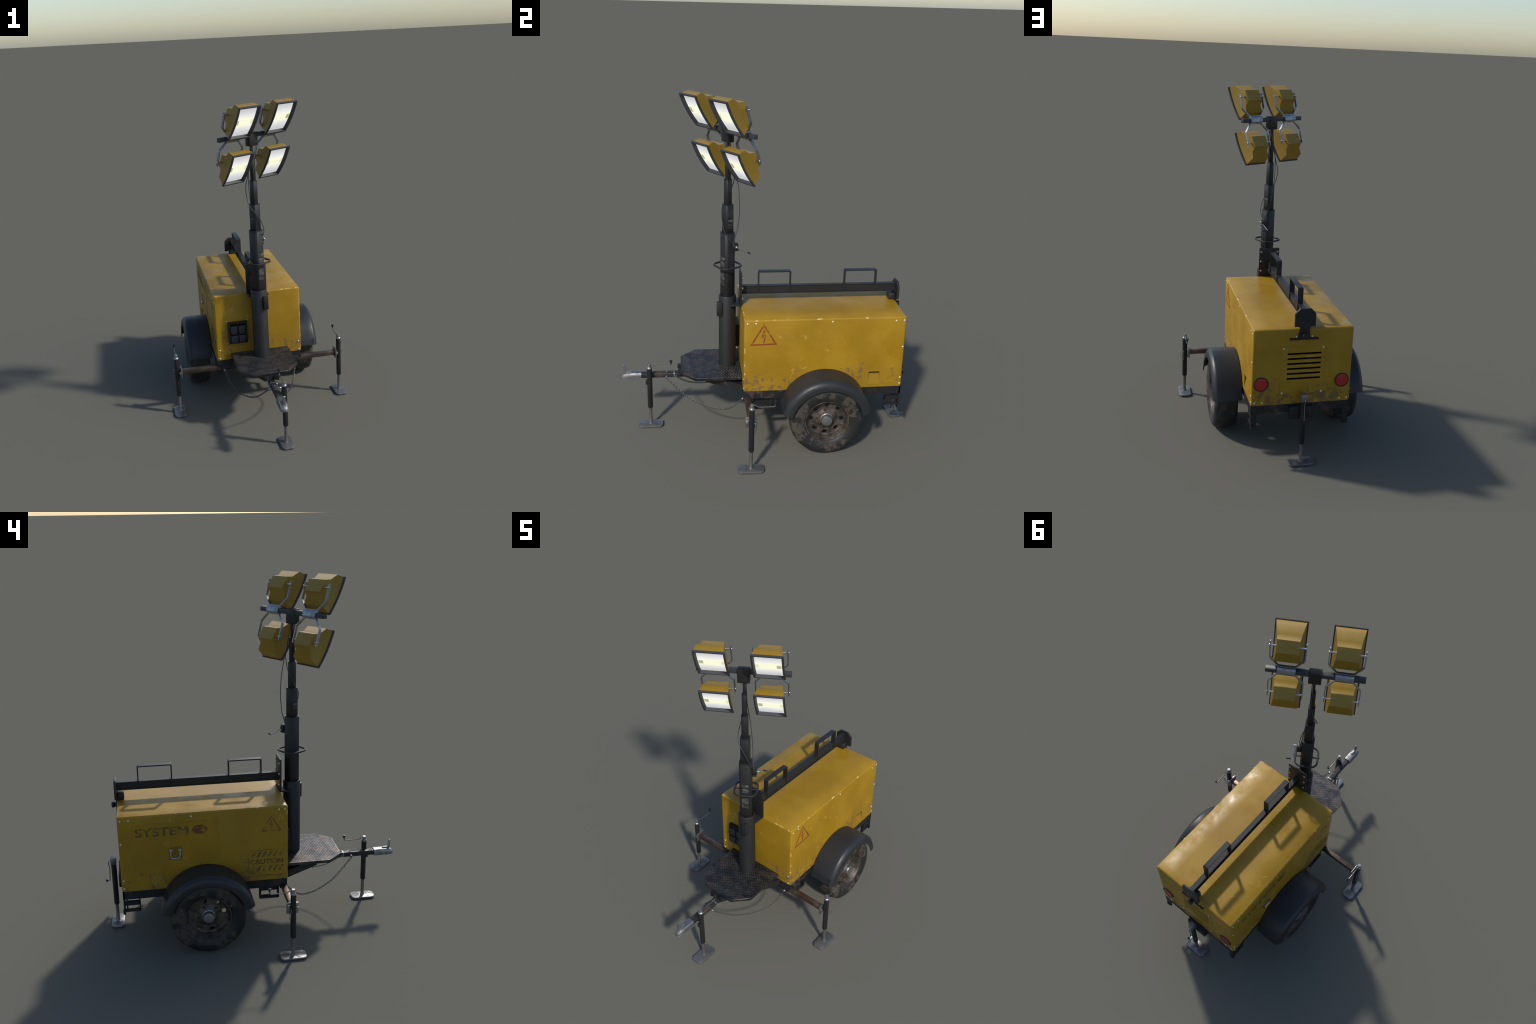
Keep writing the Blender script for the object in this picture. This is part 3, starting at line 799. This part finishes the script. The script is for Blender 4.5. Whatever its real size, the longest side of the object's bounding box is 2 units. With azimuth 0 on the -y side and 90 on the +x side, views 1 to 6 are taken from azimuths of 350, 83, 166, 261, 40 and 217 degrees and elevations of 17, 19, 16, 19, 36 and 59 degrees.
# ---- crossbar, clamps, floodlights ------------------------------------------------------------------
bar = put("crossbar", box((-.252, -.013, 1.790), (.252, .013, 1.816), .002), M_BEZEL, root, HEAD)
put("crossbar_head", box((-.033, -.0235, 1.7405), (.033, .017, 1.822), .003), M_MAST, bar)
TILT = math.degrees(math.atan(.30))
U_P = [(-.0905, 0), (-.0905, -.091), (-.047, -.144)]
for s in (1, -1):
    M = HEAD @ tr(s * .1455, -.001, 1.805) @ rotx(TILT)      # bracket plane leans forward at the top (towards local -y)
    # saddle around the bar
    bm = bmesh.new()
    p = [(.0145, -.014), (.0145, .019), (-.004, .0225), (-.017, .0205), (-.0205, .012), (-.0205, -.012), (-.017, -.0215), (.0145, -.0215)]
    add_prism(bm, [(-a, b) for a, b in p], 'x', -.047, .047)
    bmesh.ops.recalc_face_normals(bm, faces=bm.faces[:]); bev(bm, .002, 2, 20)
    clamp = put("lamp_clamp", bm, M_BRACKET, bar, Hi @ M)
    for d in (1, -1):
        path = [(-.089, 0, d * .163), (-.089, 0, d * .070), (-.044, 0, d * .0225), (.044, 0, d * .0225), (.089, 0, d * .070), (.089, 0, d * .163)]
        bm = bmesh.new()
        add_tube(bm, round_path(path, .006, 3), 0, section=[(-.0075, -.0028), (.0075, -.0028), (.0075, .0028), (-.0075, .0028)])
        put("lamp_yoke", bm, M_BRACKET, clamp)

def nc(h): return .010 * (1 - (h / .109) ** 2)
HS = [-1 + 2 * i / 10 for i in range(11)]
def frame_loop(bm, x, h, off):
    R = [bm.verts.new((x, -(nc(t * h) + off), t * h)) for t in HS]
    L = [bm.verts.new((-x, -(nc(t * h) + off), t * h)) for t in reversed(HS)]
    return R + L
bm = bmesh.new()
LP = [frame_loop(bm, *a) for a in ((.0780, .1045, -.0115), (.0810, .1075, -.0110), (.0828, .1092, -.0090), (.0828, .1092, -.0010), (.0815, .1080, 0), (.0748, .1012, 0), (.0738, .1000, -.001), (.0680, .0935, -.0190), (.060, .085, -.0195))]
for A_, B_ in zip(LP, LP[1:]):
    n = len(A_)
    for i in range(n): bm.faces.new((A_[i], A_[(i + 1) % n], B_[(i + 1) % n], B_[i]))
bezel_me = finish(bm, "lamp_bezel", M_BEZEL, 30)
bm = bmesh.new(); rows = []
for t in HS:
    rows.append([bm.verts.new((x, -(nc(t * .0935) - .0185), t * .0935)) for x in (-.0683, 0, .0683)])
for A_, B_ in zip(rows, rows[1:]):
    for i in range(2): bm.faces.new((A_[i], A_[i + 1], B_[i + 1], B_[i]))
glass_me = finish(bm, "lamp_glass", M_GLASS, 60)
# housing: side profile (h, depth) with the half width at that depth
hp = [(.1035, -.010, .0765), (.0965, -.053, .0712), (.0550, -.0770, .0612), (.0365, -.1115, .0565), (-.0325, -.1115, .0565), (-.0500, -.0800, .0600), (-.0905, -.0680, .0665), (-.1035, -.0110, .0765)]
prof2 = []
for i, (h, n, w) in enumerate(hp):
    prof2.append((h, n, w))
fr = [(h, nc(h) - .0095, .0772) for h in (-.09, -.06, -.03, 0, .03, .06, .09)]
allp = prof2 + fr
bm = bmesh.new()
Rv = [bm.verts.new((w, -n, h)) for h, n, w in allp]; Lv = [bm.verts.new((-w, -n, h)) for h, n, w in allp]
n_ = len(allp)
for i in range(7): bm.faces.new((Rv[i], Rv[i + 1], Lv[i + 1], Lv[i]))      # open towards the glass
# side walls: strips between the back profile and the front curve, so the slanted wall shades softly
front_h = lambda h: (max(-.1, min(.1, h)))
for V in (Rv, Lv):
    back = V[:8]; front = [V[7]] + V[8:] + [V[0]]
    c = bm.verts.new(sum((v.co for v in back[2:6]), Vector()) / 4 + Vector((0, -.035, 0)) + Vector((.006 if V is Rv else -.006, 0, 0)))
    ringv = V[:]
    for i in range(len(ringv)): bm.faces.new((ringv[i], ringv[(i + 1) % len(ringv)], c))
soft = [(sorted(((Rv[i].index, Lv[i].index)))) for i in ()]
bm.verts.index_update()
soft = {tuple(sorted((Rv[i].index, Lv[i].index))) for i in (1, 2, 5, 6)}
house_me = finish(bm, "floodlight", M_LAMP, 28)
sh = house_me.attributes["sharp_edge"].data
for e in house_me.edges:
    if tuple(sorted(e.vertices)) in soft: sh[e.index].value = False
bolt2 = finish(lathe([(0, 0), (.0043, 0), (.0043, .030), (.0068, .030), (.0068, .036), (.0045, .039), (0, .0395)], 10, roty(90)), "yoke_bolt", M_CHROME, 40)

th = math.radians(TH); el = math.radians(31.3)
F = Vector((math.sin(th), -math.cos(th), 0)); X = Vector((math.cos(th), math.sin(th), 0)); Z = Vector((0, 0, 1))
Nn = F * math.cos(el) - Z * math.sin(el); Hh = F * math.sin(el) + Z * math.cos(el)
for sx in (-1, 1):
    for f, z, up in ((.1172, 1.8937, 1), (.0417, 1.6215, 0)):
        c = Vector((0, MY, 0)) + X * (sx * .1455) + F * f + Z * z
        M = Matrix(((X.x, -Nn.x, Hh.x, c.x), (X.y, -Nn.y, Hh.y, c.y), (X.z, -Nn.z, Hh.z, c.z), (0, 0, 0, 1)))
        lamp = new_obj("floodlight", house_me, root, M)
        new_obj("lamp_bezel", bezel_me, lamp)
        new_obj("lamp_glass", glass_me, lamp, Matrix.Scale(-1 if (sx > 0 and up) else 1, 4, (1, 0, 0)))
        # pivot bolts joining the yoke to the rear block, at mid height of the block
        pz = 1.944 if up else 1.669; pf = .035 if up else -.040
        pw = Vector((0, MY, 0)) + X * (sx * .1455) + F * pf + Z * pz
        pl_ = M.inverted() @ pw
        new_obj("yoke_bolt", bolt2, lamp, tr(.0565, pl_.y, pl_.z))
        new_obj("yoke_bolt", bolt2, lamp, tr(-.0565, pl_.y, pl_.z) @ rotz(180))
